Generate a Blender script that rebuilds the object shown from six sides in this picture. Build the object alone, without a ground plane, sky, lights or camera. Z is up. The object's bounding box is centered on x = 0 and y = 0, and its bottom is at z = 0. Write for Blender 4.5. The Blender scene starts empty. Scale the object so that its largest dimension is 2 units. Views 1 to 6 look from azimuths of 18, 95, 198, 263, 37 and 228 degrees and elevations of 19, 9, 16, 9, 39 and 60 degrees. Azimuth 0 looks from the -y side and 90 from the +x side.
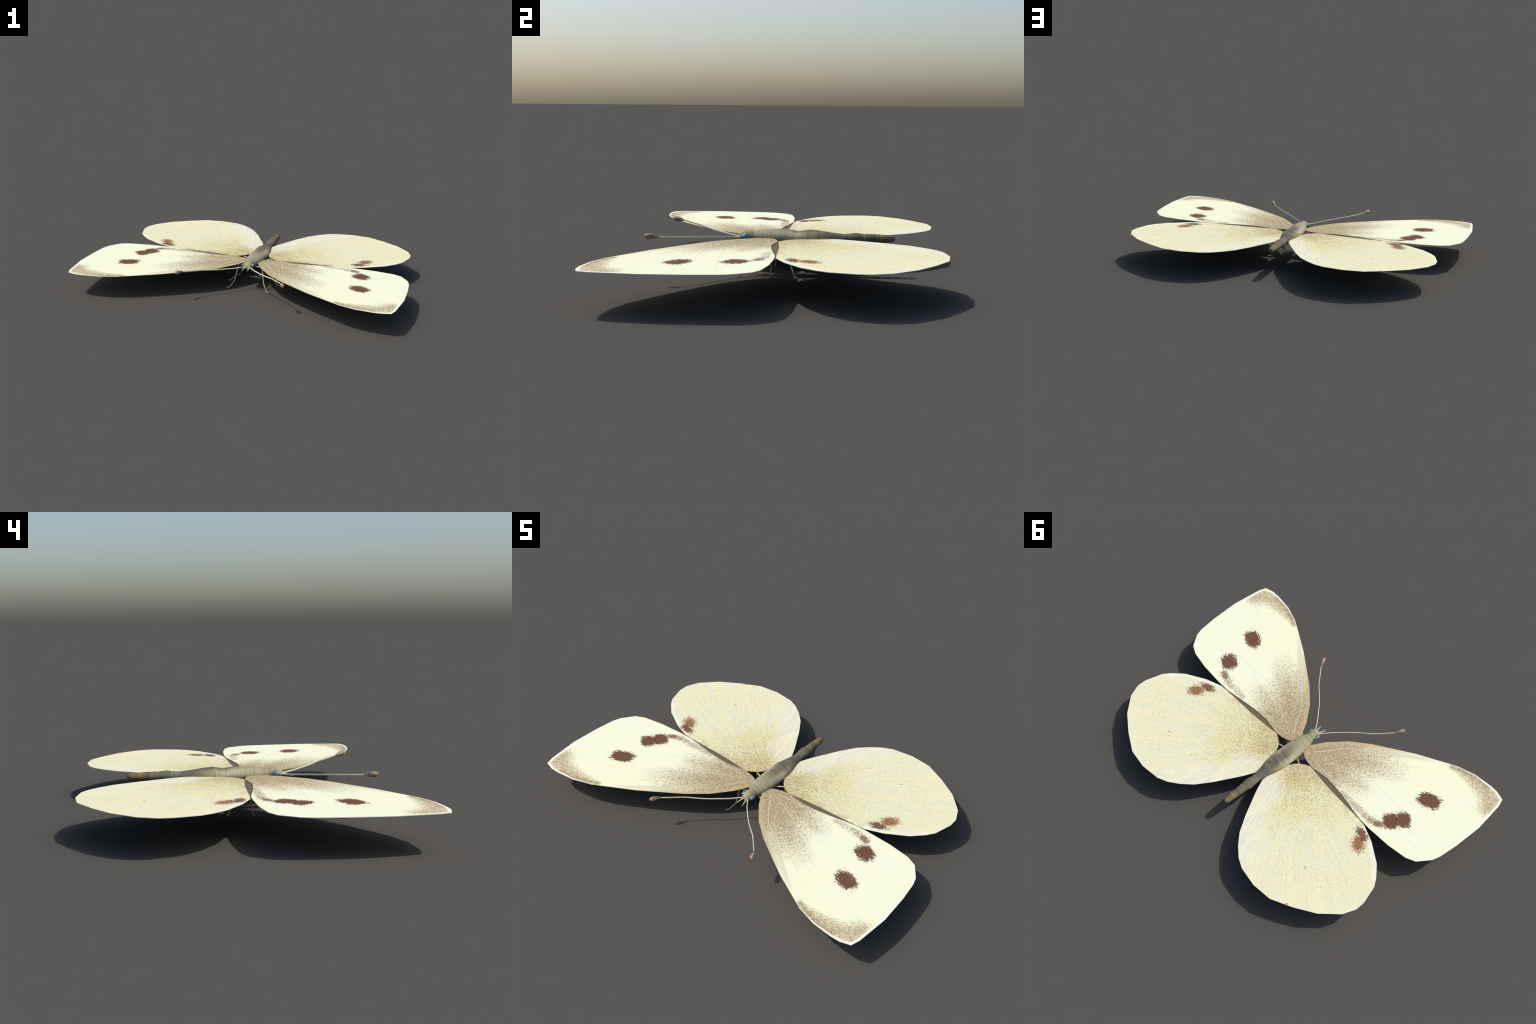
import bpy, bmesh, math
from mathutils import Vector, Matrix

# ------------------------------------------------------------------ helpers
COL = bpy.context.scene.collection

def add_object(name, mesh, parent=None, mats=()):
    ob = bpy.data.objects.new(name, mesh)
    COL.objects.link(ob)
    if parent is not None:
        ob.parent = parent
    for m in mats:
        mesh.materials.append(m)
    return ob

def srgb(r, g, b):
    f = lambda c: (c/255/12.92) if c/255 <= 0.04045 else ((c/255+0.055)/1.055)**2.4
    return (f(r), f(g), f(b))

# ------------------------------------------------ shader expression builder
class Graph:
    """Small wrapper: writes Math / texture nodes from python expressions."""
    def __init__(self, name):
        self.mat = bpy.data.materials.new(name)
        self.mat.use_nodes = True
        self.t = self.mat.node_tree
        self.t.nodes.clear()
        self.out = self.t.nodes.new('ShaderNodeOutputMaterial')
        self.bsdf = self.t.nodes.new('ShaderNodeBsdfPrincipled')
        self.t.links.new(self.bsdf.outputs[0], self.out.inputs[0])
        tc = self.t.nodes.new('ShaderNodeTexCoord')
        self.obj = tc.outputs['Object']
        sep = self.t.nodes.new('ShaderNodeSeparateXYZ')
        self.t.links.new(self.obj, sep.inputs[0])
        self.x, self.y, self.z = (E(self, sep.outputs[i]) for i in range(3))
    def put(self, sock, v):
        if isinstance(v, E): v = v.s
        if isinstance(v, bpy.types.NodeSocket): self.t.links.new(v, sock)
        elif isinstance(v, (tuple, list)):
            sock.default_value = tuple(v) + ((1,) if len(v) == 3 and len(sock.default_value) == 4 else ())
        else: sock.default_value = v
    def math(self, op, *a, clamp=False):
        n = self.t.nodes.new('ShaderNodeMath'); n.operation = op; n.use_clamp = clamp
        for i, v in enumerate(a): self.put(n.inputs[i], v)
        return E(self, n.outputs[0])
    def smooth(self, v, lo, hi, a=0.0, b=1.0):
        n = self.t.nodes.new('ShaderNodeMapRange'); n.interpolation_type = 'SMOOTHSTEP'
        for i, q in enumerate((v, lo, hi, a, b)): self.put(n.inputs[i], q)
        return E(self, n.outputs[0])
    def vec(self, x, y, z=0.0):
        n = self.t.nodes.new('ShaderNodeCombineXYZ')
        for i, q in enumerate((x, y, z)): self.put(n.inputs[i], q)
        return n.outputs[0]
    def noise(self, v, scale, detail=2.0, rough=0.5):
        n = self.t.nodes.new('ShaderNodeTexNoise')
        self.put(n.inputs['Vector'], v); n.inputs['Scale'].default_value = scale
        n.inputs['Detail'].default_value = detail; n.inputs['Roughness'].default_value = rough
        return E(self, n.outputs[0])
    def cells(self, v, scale):
        """one random value per tiny cell (a wing scale)"""
        n = self.t.nodes.new('ShaderNodeTexVoronoi'); n.feature = 'F1'
        self.put(n.inputs['Vector'], v); n.inputs['Scale'].default_value = scale
        s = self.t.nodes.new('ShaderNodeSeparateColor'); self.t.links.new(n.outputs['Color'], s.inputs[0])
        return E(self, s.outputs[0]), E(self, s.outputs[1])
    def mix(self, f, a, b):
        n = self.t.nodes.new('ShaderNodeMix'); n.data_type = 'RGBA'
        self.put(n.inputs[0], f); self.put(n.inputs[6], a); self.put(n.inputs[7], b)
        return n.outputs[2]
    def ramp(self, v, stops, interp='LINEAR'):
        n = self.t.nodes.new('ShaderNodeValToRGB'); n.color_ramp.interpolation = interp
        el = n.color_ramp.elements
        while len(el) < len(stops): el.new(0.5)
        for e, (p, c) in zip(el, stops):
            e.position = p
            e.color = (c, c, c, 1) if not isinstance(c, tuple) else c + (1,)
        self.put(n.inputs[0], v)
        return n.outputs[0]
    def seg(self, ax, ay, bx, by):
        """distance from (|x|, y) to a line segment in the wing plane"""
        dx, dy = bx-ax, by-ay; l2 = dx*dx+dy*dy
        h = self.math('ADD', (self.ax-ax)*(dx/l2), (self.y-ay)*(dy/l2), clamp=True)
        u = self.ax-ax-h*dx; w = self.y-ay-h*dy
        return self.math('SQRT', u*u+w*w)
    def chain(self, pts):
        d = None
        for (a, b), (c, e) in zip(pts, pts[1:]):
            s = self.seg(a, b, c, e); d = s if d is None else d.min(s)
        return d
    def ellipse(self, cx, cy, rx, ry, deg):
        c, s = math.cos(math.radians(deg)), math.sin(math.radians(deg))
        u = (self.ax-cx)*c+(self.y-cy)*s; w = (self.y-cy)*c-(self.ax-cx)*s
        u = u*(1/rx); w = w*(1/ry)
        return self.math('SQRT', u*u+w*w)
    def bump(self, h, strength, dist):
        n = self.t.nodes.new('ShaderNodeBump'); self.put(n.inputs['Height'], h)
        n.inputs['Strength'].default_value = strength; n.inputs['Distance'].default_value = dist
        self.t.links.new(n.outputs[0], self.bsdf.inputs['Normal'])
    def finish(self, color, rough=0.7, spec=0.2):
        self.put(self.bsdf.inputs['Base Color'], color)
        self.put(self.bsdf.inputs['Roughness'], rough)
        self.bsdf.inputs['Specular IOR Level'].default_value = spec
        return self.mat

class E:
    def __init__(self, g, s): self.g, self.s = g, s
    def __add__(self, o): return self.g.math('ADD', self, o)
    __radd__ = __add__
    def __sub__(self, o): return self.g.math('SUBTRACT', self, o)
    def __rsub__(self, o): return self.g.math('SUBTRACT', o, self)
    def __mul__(self, o): return self.g.math('MULTIPLY', self, o)
    __rmul__ = __mul__
    def min(self, o): return self.g.math('MINIMUM', self, o)
    def max(self, o): return self.g.math('MAXIMUM', self, o)
    def clamp(self): return self.g.math('ADD', self, 0.0, clamp=True)

# ------------------------------------------------------------- proportions
WING_TOP, WING_BOTTOM = 0.1562, 0.1540
BODY_Z = 0.157

# wing outlines, right side (x > 0), in the wing plane
COSTA = [(0.042, -0.113), (0.080, -0.182), (0.158, -0.282), (0.260, -0.370), (0.461, -0.506),
         (0.666, -0.622), (0.768, -0.656), (0.868, -0.668), (0.918, -0.667)]
TIP = [(0.968, -0.652)]
OUTER = [(0.982, -0.607), (1.000, -0.434), (0.993, -0.267), (0.981, -0.162), (0.968, -0.117),
         (0.918, -0.046), (0.867, -0.021), (0.757, -0.003)]
TRAIL = [(0.620, 0.004), (0.545, 0.002), (0.480, -0.008), (0.430, -0.017), (0.370, -0.026), (0.310, -0.033),
         (0.250, -0.034), (0.200, -0.028), (0.148, -0.018), (0.107, -0.023), (0.075, -0.033),
         (0.053, -0.045), (0.043, -0.060), (0.039, -0.088)]
FOREWING = COSTA + TIP + OUTER + TRAIL

HIND_FRONT = [(0.141, -0.017), (0.200, -0.010), (0.250, -0.004), (0.330, 0.001), (0.440, 0.004), (0.545, 0.006),
              (0.600, 0.014), (0.686, 0.048)]
HIND_OUTER = [(0.793, 0.114), (0.849, 0.172), (0.878, 0.214), (0.906, 0.313), (0.906, 0.368),
              (0.877, 0.439), (0.794, 0.529), (0.687, 0.600), (0.576, 0.657), (0.464, 0.670),
              (0.355, 0.655), (0.300, 0.630), (0.244, 0.587), (0.189, 0.530), (0.134, 0.443)]
HIND_INNER = [(0.060, 0.304), (0.030, 0.236), (0.030, 0.130), (0.045, 0.085), (0.056, 0.062),
              (0.068, 0.038), (0.086, 0.017), (0.114, -0.005)]
HINDWING = HIND_FRONT + HIND_OUTER + HIND_INNER

FORE_VEINS = [
    ([(0.077, -0.084), (0.118, -0.139), (0.141, -0.179), (0.182, -0.234), (0.229, -0.284), (0.269, -0.314), (0.327, -0.361), (0.372, -0.392)], 0.0026),
    ([(0.100, -0.075), (0.143, -0.090), (0.209, -0.122), (0.286, -0.164), (0.340, -0.192), (0.387, -0.208), (0.433, -0.210), (0.519, -0.208), (0.659, -0.204), (0.803, -0.193), (0.878, -0.183)], 0.0022),
    ([(0.407, -0.222), (0.439, -0.252), (0.476, -0.283), (0.523, -0.325), (0.555, -0.354), (0.626, -0.385), (0.712, -0.421), (0.843, -0.456), (0.964, -0.473)], 0.0015),
    ([(0.476, -0.283), (0.556, -0.292), (0.622, -0.301), (0.718, -0.313), (0.806, -0.324), (0.931, -0.323), (0.985, -0.324)], 0.0014),
    ([(0.372, -0.392), (0.482, -0.414), (0.532, -0.390), (0.615, -0.418), (0.709, -0.451), (0.840, -0.494), (0.955, -0.510)], 0.0014),
    ([(0.482, -0.414), (0.540, -0.459), (0.624, -0.512), (0.702, -0.543), (0.788, -0.549)], 0.0013),
    ([(0.110, -0.054), (0.170, -0.052), (0.239, -0.055), (0.313, -0.059), (0.399, -0.070), (0.483, -0.076), (0.570, -0.078), (0.629, -0.074), (0.729, -0.068), (0.844, -0.059)], 0.0018),
    ([(0.659, -0.204), (0.760, -0.240), (0.860, -0.255), (0.965, -0.250)], 0.0012),
]
HIND_VEINS = [
    ([(0.110, 0.042), (0.147, 0.048), (0.226, 0.066), (0.331, 0.092), (0.402, 0.116), (0.464, 0.131), (0.554, 0.139), (0.644, 0.156), (0.727, 0.189), (0.824, 0.230)], 0.0020),
    ([(0.402, 0.116), (0.437, 0.152), (0.460, 0.210), (0.467, 0.239), (0.539, 0.268), (0.604, 0.302), (0.700, 0.371), (0.809, 0.464)], 0.0016),
    ([(0.130, 0.108), (0.160, 0.132), (0.221, 0.179), (0.282, 0.234), (0.337, 0.256), (0.407, 0.289), (0.464, 0.289), (0.528, 0.317), (0.592, 0.361), (0.663, 0.414), (0.748, 0.491)], 0.0017),
    ([(0.282, 0.234), (0.315, 0.311), (0.362, 0.396), (0.422, 0.493), (0.466, 0.567), (0.518, 0.640)], 0.0015),
    ([(0.094, 0.130), (0.109, 0.160), (0.156, 0.253), (0.229, 0.361), (0.331, 0.478), (0.385, 0.562), (0.428, 0.638)], 0.0017),
    ([(0.111, 0.207), (0.169, 0.316), (0.203, 0.391), (0.257, 0.480), (0.312, 0.564)], 0.0014),
    ([(0.460, 0.210), (0.482, 0.185), (0.562, 0.222), (0.625, 0.251), (0.717, 0.307), (0.812, 0.374)], 0.0013),
    ([(0.393, 0.306), (0.448, 0.363), (0.502, 0.419), (0.601, 0.528), (0.662, 0.589)], 0.0013),
    ([(0.405, 0.375), (0.438, 0.420), (0.514, 0.522), (0.584, 0.627)], 0.0012),
    ([(0.536, 0.380), (0.592, 0.441), (0.644, 0.488), (0.705, 0.557)], 0.0012),
    ([(0.629, 0.210), (0.700, 0.246), (0.778, 0.282), (0.875, 0.337)], 0.0012),
]

# ------------------------------------------------------------ wing materials
def lit(r, g, b):
    """base colour of a level surface that shows as this sRGB value in the open sun"""
    return tuple(min(0.95, c/1.28) for c in srgb(r, g, b))

def box_norm(g, u, w):
    """rounded-box norm: between a circle and a square"""
    u2, w2 = u*u, w*w
    return g.math('SQRT', g.math('SQRT', u2*u2+w2*w2))

def forewing_material(name, spots, smears, vein=False):
    g = Graph(name)
    g.ax = g.math('ABSOLUTE', g.x)
    p = g.vec(g.ax, g.y)
    rx, ry = g.ax-0.04, g.y+0.06
    r = g.math('SQRT', rx*rx+ry*ry)
    ang = g.math('ARCTAN2', ry*-1.0, rx)
    cell, cell2 = g.cells(g.vec(g.ax+g.noise(p, 60.0)*0.01, g.y), 270.0)
    clump = g.noise(p, 110.0, 2.0, 0.6)
    rnd = cell*0.75+clump*0.7-0.22
    streak = g.noise(g.vec(r*38.0, ang*120.0), 1.0, 3.0, 0.6)
    flow = g.noise(g.vec(r*3.5, ang*30.0), 1.0, 4.0, 0.6)
    cloud = g.noise(p, 8.0, 3.0)
    # ground colour: cream white with faint yellow and grey-green rays
    col = g.mix(g.smooth(flow, 0.40, 0.70), lit(253, 255, 226), lit(255, 254, 213))
    col = g.mix(g.smooth(flow, 0.48, 0.30)*0.8, col, lit(243, 249, 222))
    warm = g.smooth(g.y+g.ax*0.35+(cloud-0.5)*0.2, -0.10, -0.32)
    col = g.mix(warm*0.55, col, lit(255, 254, 214))
    # tan dusting spreading from the wing base, its reach depends on direction
    reach = E(g, g.ramp(ang*(1/1.2), [(0.0, 0.46), (0.10, 0.52), (0.17, 0.55), (0.27, 0.50), (0.34, 0.54), (0.43, 0.66), (0.54, 0.70), (0.75, 0.64), (1.0, 0.6)]))
    wob = (cloud-0.5)*0.10
    fade = (r+wob)*g.math('DIVIDE', 1.0, reach)
    dust = g.smooth(fade, 1.08, 0.22)
    tan_soft = g.smooth(fade, 0.95, 0.25)
    col = g.mix(tan_soft*0.68, col, g.mix(g.smooth(g.noise(p, 34.0, 2.0), 0.38, 0.62), lit(184, 164, 122), lit(206, 178, 130)))
    dark = g.smooth(dust*0.80-rnd, -0.05, 0.09)*g.smooth(dust, 0.0, 0.10)
    tanc = g.mix(cell2, lit(126, 110, 82), lit(182, 158, 116))
    col = g.mix(dark*0.74, col, tanc)
    lite = g.smooth(cell2+(clump-0.5)*0.3-0.80, 0.0, 0.08)*tan_soft
    col = g.mix(lite*0.6, col, lit(246, 228, 184))
    # ochre costal edge and the pale band behind it
    costa = g.chain(COSTA[:6])
    edge = g.smooth(costa, 0.034, 0.003)*g.smooth(g.ax, 0.60, 0.26)
    col = g.mix(edge*0.7, col, g.mix(g.noise(g.vec(r*40.0, ang*60.0), 1.0, 2.0), lit(180, 158, 112), lit(222, 204, 156)))
    pale = g.chain([(0.20, -0.256), (0.269, -0.318), (0.372, -0.398), (0.460, -0.472), (0.56, -0.550)])
    col = g.mix(g.smooth(pale+(streak-0.5)*0.012, 0.018, 0.003)*g.smooth(g.ax, 0.64, 0.45)*g.smooth(g.ax, 0.18, 0.34)*(0.25+0.6*clump), col, lit(218, 209, 188))
    # red-brown freckles at the very base
    root = g.smooth(r, 0.16, 0.02)*g.smooth(g.noise(g.vec(r*30.0, ang*14.0), 1.0, 3.0), 0.48, 0.72)
    col = g.mix(root*0.6, col, lit(128, 94, 72))
    # dusky wing tip
    apex = g.chain([(0.655, -0.600), (0.76, -0.632), (0.86, -0.632), (0.935, -0.610), (0.955, -0.57)])
    wide = g.smooth(g.ax, 0.62, 0.93, 0.034, 0.112)
    af = (apex+wob*0.3)*g.math('DIVIDE', 1.0, wide)
    col = g.mix(g.smooth(af, 0.80, 0.10)*0.42, col, lit(214, 194, 148))
    col = g.mix(g.smooth(g.smooth(af, 1.12, 0.05)*0.68-rnd, -0.05, 0.09)*g.smooth(af, 1.15, 0.95)*0.74, col, g.mix(cell2, lit(146, 122, 94), lit(196, 174, 136)))
    fold = g.chain([(0.645, -0.594), (0.70, -0.622), (0.78, -0.642), (0.87, -0.650)])
    col = g.mix(g.smooth(fold, 0.020, 0.002)*0.6*g.smooth(streak, 0.3, 0.6), col, lit(150, 126, 104))
    if vein:
        col = g.mix(g.smooth(r, 0.62, 0.30, 0.45, 0.52), col, g.mix(g.smooth(g.ax, 0.45, 0.75), lit(234, 228, 202), lit(248, 236, 192)))
    # smear along the hind margin
    for (a, b, rad, amt) in smears:     # strong smears are chestnut, weak ones dusky
        c1, c2 = (lit(100, 68, 52), lit(160, 122, 98)) if amt > 0.9 else (lit(124, 96, 80), lit(204, 182, 158))
        d = g.seg(*a, *b)
        m = g.smooth(g.smooth(d, rad*1.2, 0.1*rad)*amt*1.1-rnd+(streak-0.5)*1.1, -0.15, 0.30)*g.smooth(d, rad*1.4, rad*0.9)
        col = g.mix(m*0.8, col, g.mix(cell2*0.5+streak*0.5, c1, c2))
    # chestnut spots with ragged scale edges
    for (cx, cy, ex, ey, deg) in spots:
        c, s = math.cos(math.radians(deg)), math.sin(math.radians(deg))
        u = ((g.ax-cx)*c+(g.y-cy)*s)*(1/ex); w = ((g.y-cy)*c-(g.ax-cx)*s)*(1/ey)
        d = box_norm(g, u, w)*0.5+g.math('SQRT', u*u+w*w)*0.5
        m = g.smooth(d+(streak-0.5)*1.7+(cell-0.5)*0.22, 1.04, 0.90)
        col = g.mix(m*0.97, col, g.mix(cell2*0.5+clump*0.5, lit(92, 58, 43), lit(124, 82, 61)))
    # a few stray dark scales around the spots
    sc, sc2 = g.cells(p, 150.0)
    stray = g.smooth(g.ellipse(0.64, -0.22, 0.30, 0.17, 0), 1.0, 0.5)
    col = g.mix(g.smooth(stray*0.004-sc, -0.002, 0.003)*0.6, col, lit(140, 120, 96))
    # white fringe on the outer margin
    rim = g.chain(COSTA[5:]+TIP+OUTER[:6])
    wdt = g.smooth(g.ax, 0.66, 0.96, 0.003, 0.015)
    lav = g.smooth(rim, 0.030, 0.012)*g.smooth(g.y, -0.50, -0.25)*g.smooth(cloud, 0.3, 0.6)
    col = g.mix(lav*0.5, col, lit(240, 232, 214))
    col = g.mix(g.smooth(rim+(streak-0.5)*0.004, wdt*1.3, wdt*0.5), col, lit(253, 254, 232))
    g.bump(flow*0.7+cell*0.12, 0.25, 0.003)
    return g.finish(col, 0.8, 0.06)

def hindwing_material(name, spots, vein=False):
    g = Graph(name)
    g.ax = g.math('ABSOLUTE', g.x)
    p = g.vec(g.ax, g.y)
    rx, ry = g.ax-0.05, g.y-0.03
    r = g.math('SQRT', rx*rx+ry*ry)
    ang = g.math('ARCTAN2', ry, rx)
    cell, cell2 = g.cells(g.vec(g.ax+g.noise(p, 60.0)*0.01, g.y), 270.0)
    clump = g.noise(p, 110.0, 2.0, 0.6)
    rnd = cell*0.80+clump*0.55-0.17
    streak = g.noise(g.vec(r*38.0, ang*120.0), 1.0, 3.0, 0.6)
    flow = g.noise(g.vec(r*3.0, ang*26.0), 1.0, 4.0, 0.65)
    cloud = g.noise(p, 7.0, 3.0)
    col = g.mix(g.smooth(flow, 0.37, 0.63), lit(236, 238, 206), lit(250, 242, 196))
    col = g.mix(g.smooth(r, 0.58, 0.12)*g.smooth(cloud, 0.25, 0.6)*0.75, col, lit(243, 230, 162))
    # white costal strip and outer fringe
    front = g.chain([(0.60, 0.020), (0.686, 0.056), (0.793, 0.120), (0.849, 0.178)])
    col = g.mix(g.smooth(front+(cloud-0.5)*0.02, 0.026, 0.008)*0.9, col, lit(252, 253, 228))
    rim = g.chain(HIND_FRONT[-1:]+HIND_OUTER)
    col = g.mix(g.smooth(rim+(flow-0.5)*0.04, 0.030, 0.002)*0.5, col, lit(244, 239, 216))
    # pale crumpled inner fold next to the abdomen
    side = (g.ax-0.080)*0.847-(g.y-0.100)*0.532      # > 0 in front of the fold line
    fold = g.smooth(side+(flow-0.5)*0.10+(cloud-0.5)*0.09, 0.030, -0.060)
    crease = g.noise(g.vec(r*7.0, ang*15.0), 1.0, 5.0, 0.7)
    col = g.mix(fold*0.85, col, g.mix(g.smooth(crease, 0.36, 0.62), lit(228, 229, 208), lit(249, 245, 216)))
    line = g.smooth(g.math('ABSOLUTE', side+0.012), 0.008, 0.0)
    col = g.mix(line*0.35, col, lit(246, 232, 170))
    # grey-brown dusting, dense at the base, sparse outwards
    dens = g.smooth(r, 0.55, 0.02, 0.20, 0.62)*(1.0-fold*0.7)*g.smooth(cloud, 0.15, 0.6, 0.65, 1.12)*g.smooth(rim, 0.0, 0.14, 0.5, 1.0)
    tuft = g.smooth(r+(clump-0.5)*0.12, 0.22, 0.0)
    col = g.mix(tuft*0.6*(1.0-fold*0.6), col, lit(196, 170, 120))
    col = g.mix(g.smooth(dens-rnd, -0.05, 0.08)*g.smooth(r, 0.50, 0.05, 0.40, 0.74), col, g.mix(cell2, lit(142, 128, 96), lit(192, 176, 136)))
    col = g.mix(g.smooth(cell2-0.80, 0.0, 0.06)*g.smooth(r, 0.45, 0.05)*0.6, col, lit(250, 238, 184))
    # soft shade beside the forewing, painted brown along the leading edge
    lead = g.seg(0.20, 0.000, 0.56, 0.016)
    col = g.mix(g.smooth(lead, 0.036, 0.004)*g.smooth(g.noise(p, 26.0, 2.0), 0.36, 0.7)*0.6, col, lit(190, 168, 138))
    if vein:
        col = g.mix(0.72, col, g.mix(g.smooth(cloud, 0.44, 0.54), lit(238, 236, 216), lit(252, 234, 158)))
    for (cx, cy, ex, ey, deg, c1, c2) in spots:
        d = g.ellipse(cx, cy, ex, ey, deg)
        m = g.smooth(d+(streak-0.5)*1.5+(cell-0.5)*0.7, 1.12, 0.78)
        col = g.mix(m*0.95, col, g.mix(cell2*0.6+clump*0.4, c1, c2))
    g.bump(flow*0.5+cell*0.12+fold*crease*1.5, 0.35, 0.004)
    return g.finish(col, 0.8, 0.06)

ORANGE = (lit(124, 80, 50), lit(178, 124, 80))
CHEST = (lit(96, 62, 48), lit(140, 98, 76))
FLECK = (lit(170, 152, 114), lit(212, 198, 158))
FORE_MARKS = {
    1: ([(0.727, -0.341, 0.064, 0.045, -24), (0.691, -0.132, 0.047, 0.056, 60)],
        [((0.45, -0.030), (0.60, -0.036), 0.032, 0.60), ((0.580, -0.038), (0.640, -0.048), 0.040, 0.62), ((0.622, -0.048), (0.645, -0.058), 0.030, 1.0)]),
    -1: ([(0.715, -0.354, 0.067, 0.045, -24), (0.665, -0.110, 0.049, 0.043, 45), (0.704, -0.166, 0.048, 0.042, 45)],
         [((0.38, -0.030), (0.60, -0.034), 0.034, 0.72), ((0.590, -0.036), (0.635, -0.050), 0.034, 0.80), ((0.625, -0.042), (0.642, -0.056), 0.026, 1.15)]),
}
HIND_MARKS = {
    1: [(0.660, 0.136, 0.052, 0.036, 50) + ORANGE, (0.634, 0.076, 0.049, 0.026, 18) + CHEST,
        (0.545, 0.424, 0.009, 0.004, 10) + FLECK, (0.348, 0.429, 0.006, 0.004, 0) + FLECK, (0.535, 0.137, 0.004, 0.003, 0) + FLECK],
    -1: [(0.649, 0.108, 0.052, 0.036, 44) + ORANGE, (0.622, 0.055, 0.050, 0.026, 12) + CHEST,
         (0.566, 0.408, 0.009, 0.004, 10) + FLECK, (0.652, 0.612, 0.010, 0.005, -30) + FLECK],
}
SIDE = {1: 'right', -1: 'left'}
M_FORE = {s: forewing_material('forewing_scales_'+SIDE[s], *FORE_MARKS[s]) for s in (1, -1)}
M_FORE_VEIN = {s: forewing_material('forewing_vein_'+SIDE[s], *FORE_MARKS[s], vein=True) for s in (1, -1)}
M_HIND = {s: hindwing_material('hindwing_scales_'+SIDE[s], HIND_MARKS[s]) for s in (1, -1)}
M_HIND_VEIN = {s: hindwing_material('hindwing_vein_'+SIDE[s], HIND_MARKS[s], vein=True) for s in (1, -1)}

def gap_shade_material():
    g = Graph('gap_shade_darkened')
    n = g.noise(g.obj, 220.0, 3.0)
    col = g.mix(n, (0.10, 0.083, 0.050), (0.165, 0.138, 0.088))  # base colour darkened to show the shade inside the gap between the wings
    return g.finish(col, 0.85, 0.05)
M_GAP_SHADE = gap_shade_material()

def body_material():
    g = Graph('body_bands')
    t = (g.y+0.20)*(1/0.68)
    hair = g.noise(g.vec(g.x*10.0, g.y*75.0, g.z*10.0), 1.0, 2.0, 0.5)
    broad = g.noise(g.vec(g.x*16.0, g.y*34.0, g.z*16.0), 1.0, 2.0, 0.5)
    t2 = t+(hair-0.5)*0.03+(broad-0.5)*0.03
    flank = g.ramp(t2, [(0.0, (0.336, 0.286, 0.172)), (0.10, (0.320, 0.281, 0.176)), (0.24, (0.376, 0.344, 0.220)), (0.36, (0.416, 0.395, 0.259)),
                        (0.44, (0.336, 0.302, 0.180)), (0.53, (0.248, 0.214, 0.114)), (0.60, (0.152, 0.143, 0.098)), (0.68, (0.120, 0.118, 0.090)),
                        (0.76, (0.128, 0.122, 0.082)), (0.83, (0.152, 0.130, 0.074)), (0.87, (0.104, 0.088, 0.067)), (0.91, (0.200, 0.139, 0.043)),
                        (0.965, (0.192, 0.143, 0.051)), (1.0, (0.080, 0.080, 0.039))])
    back = g.ramp(t2, [(0.0, (0.336, 0.286, 0.172)), (0.10, (0.312, 0.273, 0.169)), (0.20, (0.320, 0.290, 0.184)), (0.27, (0.264, 0.235, 0.149)),
                       (0.33, (0.208, 0.176, 0.118)), (0.38, (0.160, 0.126, 0.082)), (0.42, (0.136, 0.122, 0.078)), (0.475, (0.092, 0.088, 0.067)),
                       (0.53, (0.144, 0.134, 0.102)), (0.58, (0.108, 0.109, 0.090)), (0.66, (0.120, 0.118, 0.090)), (0.76, (0.128, 0.122, 0.082)),
                       (0.83, (0.152, 0.130, 0.074)), (0.87, (0.096, 0.080, 0.067)), (0.91, (0.200, 0.139, 0.043)), (1.0, (0.096, 0.084, 0.039))])
    # dark dorsal saddle: a patch of darker hair along the middle of the back
    ax = g.math('ABSOLUTE', g.x+(broad-0.5)*0.02)
    mid = g.smooth(ax, 0.046, 0.012)*g.smooth(g.z, 0.150, 0.172)
    col = g.mix(mid, flank, back)
    col = g.mix(g.smooth(hair, 0.58, 0.36)*0.22, col, (0.096, 0.084, 0.059))
    col = g.mix(g.smooth(hair, 0.5, 0.75)*0.18, col, (0.480, 0.454, 0.314))
    ring = g.noise(g.vec(0.0, g.y*55.0, 0.0), 1.0, 1.0, 0.5)
    col = g.mix(g.smooth(ring, 0.40, 0.30)*0.35, col, (0.104, 0.088, 0.067))
    g.bump(hair, 0.1, 0.002)
    return g.finish(col, 0.8, 0.15)
M_BODY = body_material()

def leg_material():
    g = Graph('leg_straw')
    n = g.noise(g.obj, 180.0, 2.0)
    col = g.mix(n, (0.38, 0.32, 0.19), (0.58, 0.50, 0.32))
    return g.finish(col, 0.6, 0.3)
M_LEG = leg_material()

def antenna_material():
    g = Graph('antenna_ivory')
    n = g.noise(g.obj, 150.0, 2.0)
    ring = g.noise(g.vec(0.0, g.y*260.0, 0.0), 1.0, 0.0)
    col = g.mix(g.smooth(n, 0.3, 0.7), (0.50, 0.49, 0.37), (0.66, 0.62, 0.47))
    col = g.mix(g.smooth(ring, 0.45, 0.35)*0.35, col, (0.40, 0.39, 0.28))
    return g.finish(col, 0.55, 0.3)
M_ANT = antenna_material()

def club_material():
    g = Graph('antenna_club_brown')
    w = g.noise(g.obj, 130.0, 2.0, 0.7)
    t = g.smooth(g.y, -0.505, -0.548)
    col = g.mix(g.smooth(w, 0.42, 0.6), (0.11, 0.070, 0.060), (0.36, 0.31, 0.25))
    col = g.mix(g.smooth(t+(w-0.5)*0.8, 0.70, 1.05)*0.8, col, (0.42, 0.20, 0.075))
    g.bump(w, 0.4, 0.002)
    return g.finish(col, 0.5, 0.4)
M_CLUB = club_material()

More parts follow.
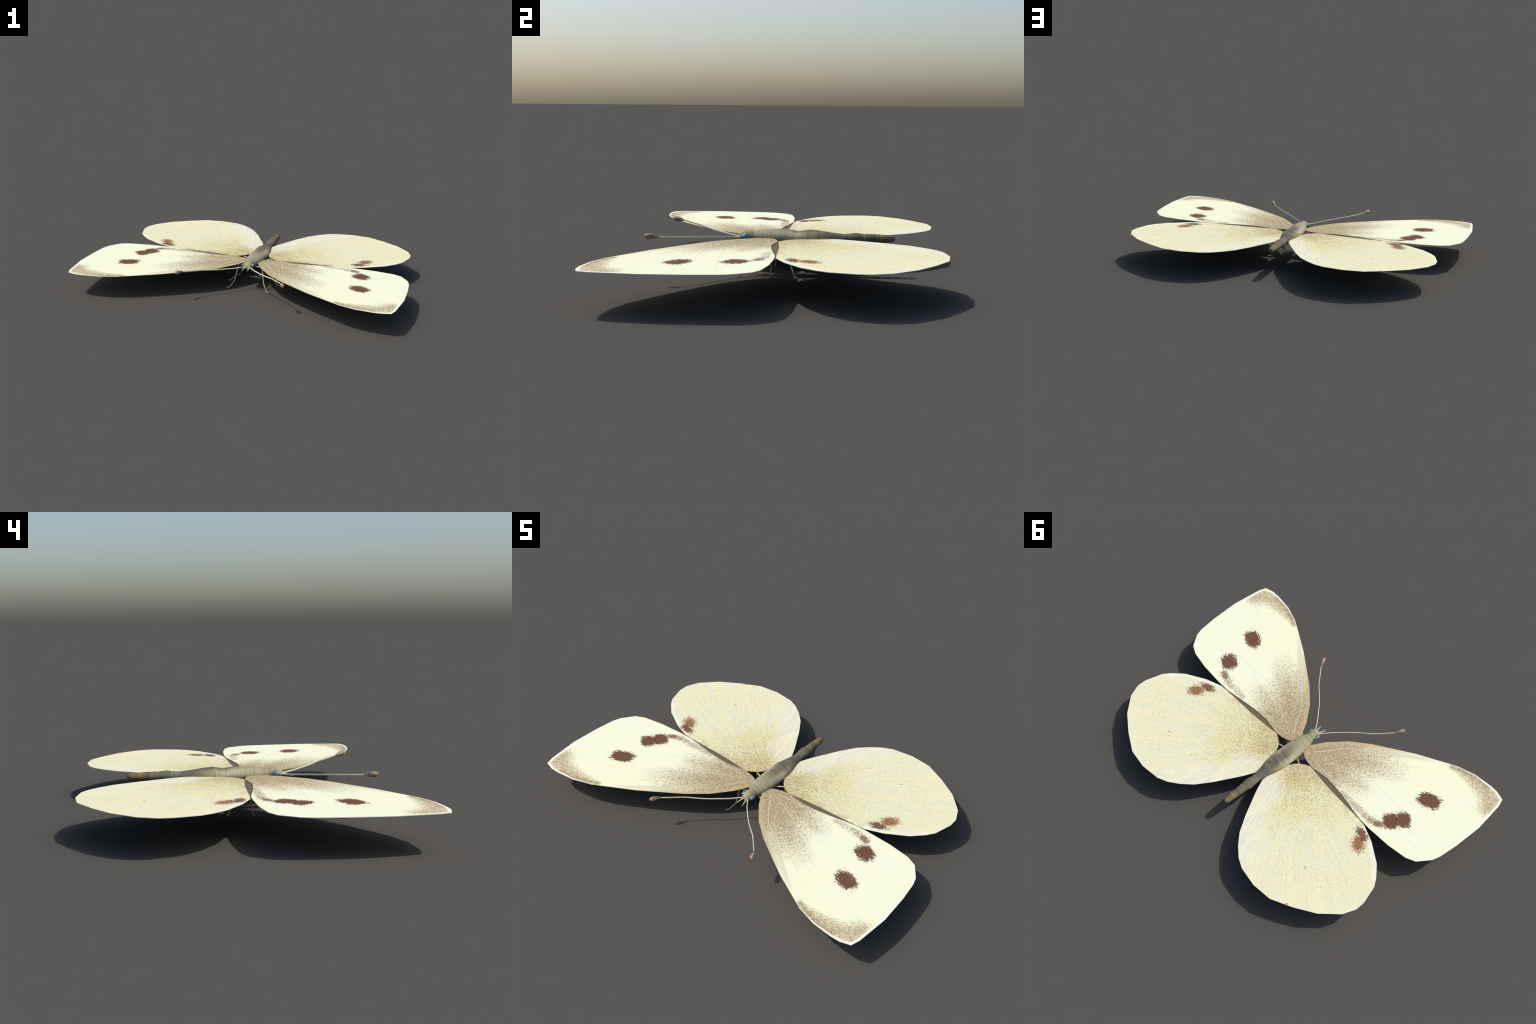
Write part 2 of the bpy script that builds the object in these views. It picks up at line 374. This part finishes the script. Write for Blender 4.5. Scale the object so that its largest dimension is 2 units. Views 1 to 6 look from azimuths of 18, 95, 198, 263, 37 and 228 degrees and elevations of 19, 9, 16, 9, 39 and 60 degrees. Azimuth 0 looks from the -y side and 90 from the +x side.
def eye_material():
    g = Graph('compound_eye_teal')
    w = g.noise(g.obj, 75.0, 3.0, 0.6)
    v = g.noise(g.vec(g.x*60.0, g.y*150.0, g.z*150.0), 1.0, 2.0)
    col = g.mix(g.smooth(w, 0.38, 0.62), (0.05, 0.105, 0.100), (0.19, 0.33, 0.30))
    col = g.mix(g.smooth(v, 0.60, 0.72)*0.8, col, (0.30, 0.47, 0.43))
    col = g.mix(g.smooth(v, 0.36, 0.28)*0.9, col, (0.02, 0.035, 0.035))
    g.bump(w, 0.4, 0.004)
    return g.finish(col, 0.4, 0.4)
M_EYE = eye_material()

def palp_material():
    g = Graph('palp_bristle')
    n = g.noise(g.obj, 140.0, 2.0)
    col = g.mix(n, (0.30, 0.23, 0.14), (0.62, 0.55, 0.40))
    return g.finish(col, 0.7, 0.2)
M_PALP = palp_material()

# ---------------------------------------------------------------- geometry
def plate(name, outline, side, top, bottom, parent, mats):
    """flat wing blade with its own thickness"""
    bm = bmesh.new()
    pts = [(side*x, y) for x, y in outline]
    if side < 0: pts.reverse()
    area = sum(a[0]*b[1]-b[0]*a[1] for a, b in zip(pts, pts[1:]+pts[:1]))
    if area < 0: pts.reverse()
    up = [bm.verts.new((x, y, top)) for x, y in pts]
    dn = [bm.verts.new((x, y, bottom)) for x, y in pts]
    f1 = bm.faces.new(up); f2 = bm.faces.new(list(reversed(dn)))
    n = len(pts)
    for i in range(n):
        j = (i+1) % n
        bm.faces.new((up[i], dn[i], dn[j], up[j]))
    bm.normal_update()
    bmesh.ops.triangulate(bm, faces=[f1, f2], ngon_method='EAR_CLIP')
    me = bpy.data.meshes.new(name); bm.to_mesh(me); bm.free()
    return add_object(name, me, parent, mats)

def catmull(pts, per=6):
    P = [Vector(p) for p in pts]
    P = [P[0]*2-P[1]] + P + [P[-1]*2-P[-2]]
    out = []
    for i in range(1, len(P)-2):
        for k in range(per):
            t = k/per
            a, b, c, d = P[i-1], P[i], P[i+1], P[i+2]
            out.append(0.5*((2*b)+(c-a)*t+(2*a-5*b+4*c-d)*t*t+(3*b-a-3*c+d)*t**3))
    out.append(P[-2])
    return out

def tube(name, path, radius, parent, mats, seg=8, flat=1.0):
    """round tube along path; radius is a function of the path fraction"""
    bm = bmesh.new(); rings = []
    n = len(path)
    for i, p in enumerate(path):
        d = (path[min(i+1, n-1)]-path[max(i-1, 0)]).normalized()
        s = d.cross(Vector((0, 0, 1)))
        if s.length < 1e-4: s = Vector((1, 0, 0))
        s.normalize(); u = s.cross(d)
        r = radius(i/(n-1))
        rings.append([bm.verts.new(p+s*(r*math.cos(a))+u*(r*flat*math.sin(a)))
                      for a in (2*math.pi*k/seg for k in range(seg))])
    for a, b in zip(rings, rings[1:]):
        for k in range(seg):
            bm.faces.new((a[k], a[(k+1) % seg], b[(k+1) % seg], b[k]))
    bm.faces.new(list(reversed(rings[0]))); bm.faces.new(rings[-1])
    bmesh.ops.recalc_face_normals(bm, faces=bm.faces)
    me = bpy.data.meshes.new(name); bm.to_mesh(me); bm.free()
    for f in me.polygons: f.use_smooth = True
    return add_object(name, me, parent, mats)

# ---- the butterfly
butterfly = bpy.data.objects.new('butterfly', None)
COL.objects.link(butterfly)
butterfly['label'] = 'cream white butterfly with brown wing spots and spread wings'
butterfly['category'] = 'butterfly'

# ---- body: one lofted surface, split into head, thorax and abdomen
SECTIONS = [  # y, half width, half height
    (-0.1990, 0.005, 0.005), (-0.1975, 0.0120, 0.0115), (-0.192, 0.0180, 0.0185), (-0.181, 0.0225, 0.0240), (-0.166, 0.0250, 0.0270),
    (-0.150, 0.0265, 0.0260), (-0.134, 0.028, 0.0245), (-0.115, 0.036, 0.027), (-0.090, 0.043, 0.031), (-0.065, 0.047, 0.033),
    (-0.030, 0.050, 0.034), (0.008, 0.052, 0.034), (0.035, 0.053, 0.0315), (0.057, 0.0535, 0.0265), (0.080, 0.0535, 0.0295),
    (0.107, 0.0515, 0.034), (0.135, 0.047, 0.0325), (0.165, 0.040, 0.029), (0.195, 0.0325, 0.0245), (0.230, 0.026, 0.0205),
    (0.260, 0.0245, 0.0185), (0.285, 0.0265, 0.0205), (0.311, 0.0295, 0.0238), (0.336, 0.0245, 0.0205), (0.362, 0.0235, 0.0203),
    (0.400, 0.0215, 0.0195), (0.430, 0.0195, 0.0175), (0.453, 0.0178, 0.0163), (0.467, 0.0140, 0.0135), (0.4755, 0.0085, 0.0085), (0.4785, 0.003, 0.003)]
SEG = 32
fine = catmull([(w, y, h) for y, w, h in SECTIONS], 4)
fine = [(p.y, max(p.x, 0.002), max(p.z, 0.002)) for p in fine]
verts, faces = [], []
for y, w, h in fine:
    for k in range(SEG):
        a = 2*math.pi*k/SEG
        verts.append((w*math.cos(a), y, BODY_Z+h*math.sin(a)))
R = len(fine)
for i in range(R-1):
    for k in range(SEG):
        faces.append((i*SEG+k, (i+1)*SEG+k, (i+1)*SEG+(k+1) % SEG, i*SEG+(k+1) % SEG))
faces.append(tuple(range(SEG))); faces.append(tuple(reversed([(R-1)*SEG+k for k in range(SEG)])))
whole = bpy.data.meshes.new('body'); whole.from_pydata(verts, [], faces)
bm = bmesh.new(); bm.from_mesh(whole); bmesh.ops.recalc_face_normals(bm, faces=bm.faces); bm.to_mesh(whole); bm.free()
for f in whole.polygons: f.use_smooth = True
norms = [v.normal.copy() for v in whole.vertices]
parts = {}
for pname, lo, hi in (('head', -9, -0.134), ('thorax', -0.134, 0.057), ('abdomen', 0.057, 9)):
    keep = [f for f in whole.polygons if lo <= f.center.y < hi]
    ids = sorted({v for f in keep for v in f.vertices}); remap = {v: i for i, v in enumerate(ids)}
    me = bpy.data.meshes.new(pname)
    me.from_pydata([whole.vertices[v].co for v in ids], [], [[remap[v] for v in f.vertices] for f in keep])
    for f in me.polygons: f.use_smooth = True
    me.normals_split_custom_set_from_vertices([norms[v] for v in ids])
    parts[pname] = add_object(pname, me, butterfly, [M_BODY])
bpy.data.meshes.remove(whole)
head = parts['head']

# ---- eyes: lumpy, slightly faceted ovals
bm = bmesh.new()
bmesh.ops.create_icosphere(bm, subdivisions=3, radius=1.0)
for v in bm.verts:
    d = v.co.normalized()
    k = 1+0.07*math.sin(9*d.y+2.1)*math.sin(8*d.z+0.6)+0.05*math.sin(13*d.x+7*d.z)
    v.co = Vector((d.x*0.0120*k, d.y*0.0190*k, d.z*0.0165*k))
eye_mesh = bpy.data.meshes.new('eye'); bm.to_mesh(eye_mesh); bm.free()
for f in eye_mesh.polygons: f.use_smooth = True
eye_mesh.materials.append(M_EYE)
for s in (1, -1):
    e = bpy.data.objects.new('eye', eye_mesh); COL.objects.link(e); e.parent = head
    e.location = (s*0.0250, -0.1670, 0.1580); e.scale = (s, 1, 1)

# ---- palps, antennae, legs, wings on both sides
ANTENNA = [(0.014, -0.186, 0.154), (0.020, -0.198, 0.154), (0.053, -0.243, 0.157), (0.109, -0.305, 0.164), (0.132, -0.329, 0.1665),
           (0.175, -0.368, 0.172), (0.216, -0.402, 0.177), (0.263, -0.454, 0.183), (0.304, -0.501, 0.189)]
CLUB = [(0.299, -0.495, 0.1880), (0.306, -0.506, 0.1895), (0.316, -0.525, 0.1920), (0.323, -0.540, 0.1935), (0.328, -0.549, 0.1942)]
PALP = [(0.010, -0.188, 0.153), (0.0115, -0.200, 0.152), (0.014, -0.218, 0.150), (0.0188, -0.242, 0.1462)]
LEGS = [
    [(0.020, -0.105, 0.132), (0.046, -0.125, 0.139), (0.073, -0.141, 0.144), (0.079, -0.143, 0.132), (0.085, -0.147, 0.099), (0.091, -0.152, 0.058), (0.095, -0.156, 0.042), (0.116, -0.175, 0.010), (0.121, -0.180, 0.0045), (0.134, -0.191, 0.0042)],
    [(0.020, -0.042, 0.128), (0.060, -0.044, 0.139), (0.092, -0.046, 0.146), (0.099, -0.047, 0.134), (0.107, -0.047, 0.095), (0.114, -0.047, 0.062), (0.119, -0.047, 0.046), (0.148, -0.050, 0.010), (0.154, -0.051, 0.0045), (0.170, -0.054, 0.0042)],
    [(0.022, -0.012, 0.128), (0.060, 0.005, 0.1415), (0.087, 0.017, 0.1465), (0.093, 0.020, 0.134), (0.100, 0.028, 0.095), (0.106, 0.034, 0.060), (0.110, 0.038, 0.046), (0.132, 0.051, 0.010), (0.137, 0.054, 0.0045), (0.152, 0.062, 0.0042)],
]
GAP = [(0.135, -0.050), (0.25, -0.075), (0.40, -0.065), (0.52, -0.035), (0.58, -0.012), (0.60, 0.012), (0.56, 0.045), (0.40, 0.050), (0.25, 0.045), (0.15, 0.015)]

def mirror(pts, s): return [(s*p[0],) + tuple(p[1:]) for p in pts]

for s in (1, -1):
    palp = tube('palp', catmull(mirror(PALP, s), 4), lambda t: 0.0052*(1-t)**0.6+0.0006, head, [M_PALP])
    ant = tube('antenna', catmull(mirror(ANTENNA, s), 6), lambda t: 0.0029-0.0004*t, butterfly, [M_ANT], 10, 1.5)
    tube('antenna_club', catmull(mirror(CLUB, s), 6),
         lambda t: 0.0028+0.0090*math.sin(math.pi*min(1, 0.02+t*0.96)**1.5)**0.85 if t < 0.97 else 0.0022, ant, [M_CLUB], 12)
    for path in LEGS:
        def rad(t):
            if t > 0.93: return 0.0042-0.03*(t-0.93)
            return 0.0042-0.0014*t
        tube('leg', catmull(mirror(path, s), 5), rad, butterfly, [M_LEG])
    fw = plate('forewing', FOREWING, s, WING_TOP, WING_BOTTOM, butterfly, [M_FORE[s]])
    hw = plate('hindwing', HINDWING, s, WING_TOP-0.0006, WING_BOTTOM-0.0006, butterfly, [M_HIND[s]])
    plate('wing_gap_strip', GAP, s, 0.1528, 0.1512, hw, [M_GAP_SHADE])
    for wing, veins, top, mv in ((fw, FORE_VEINS, WING_TOP, M_FORE_VEIN[s]), (hw, HIND_VEINS, WING_TOP-0.0006, M_HIND_VEIN[s])):
        for pts, w in veins:
            path = catmull([(s*x, y, top-0.0001) for x, y in pts], 5)
            tube('vein', path, lambda t, w=w: 1.35*w*(1-0.5*t), wing, [mv], 8, 0.28)
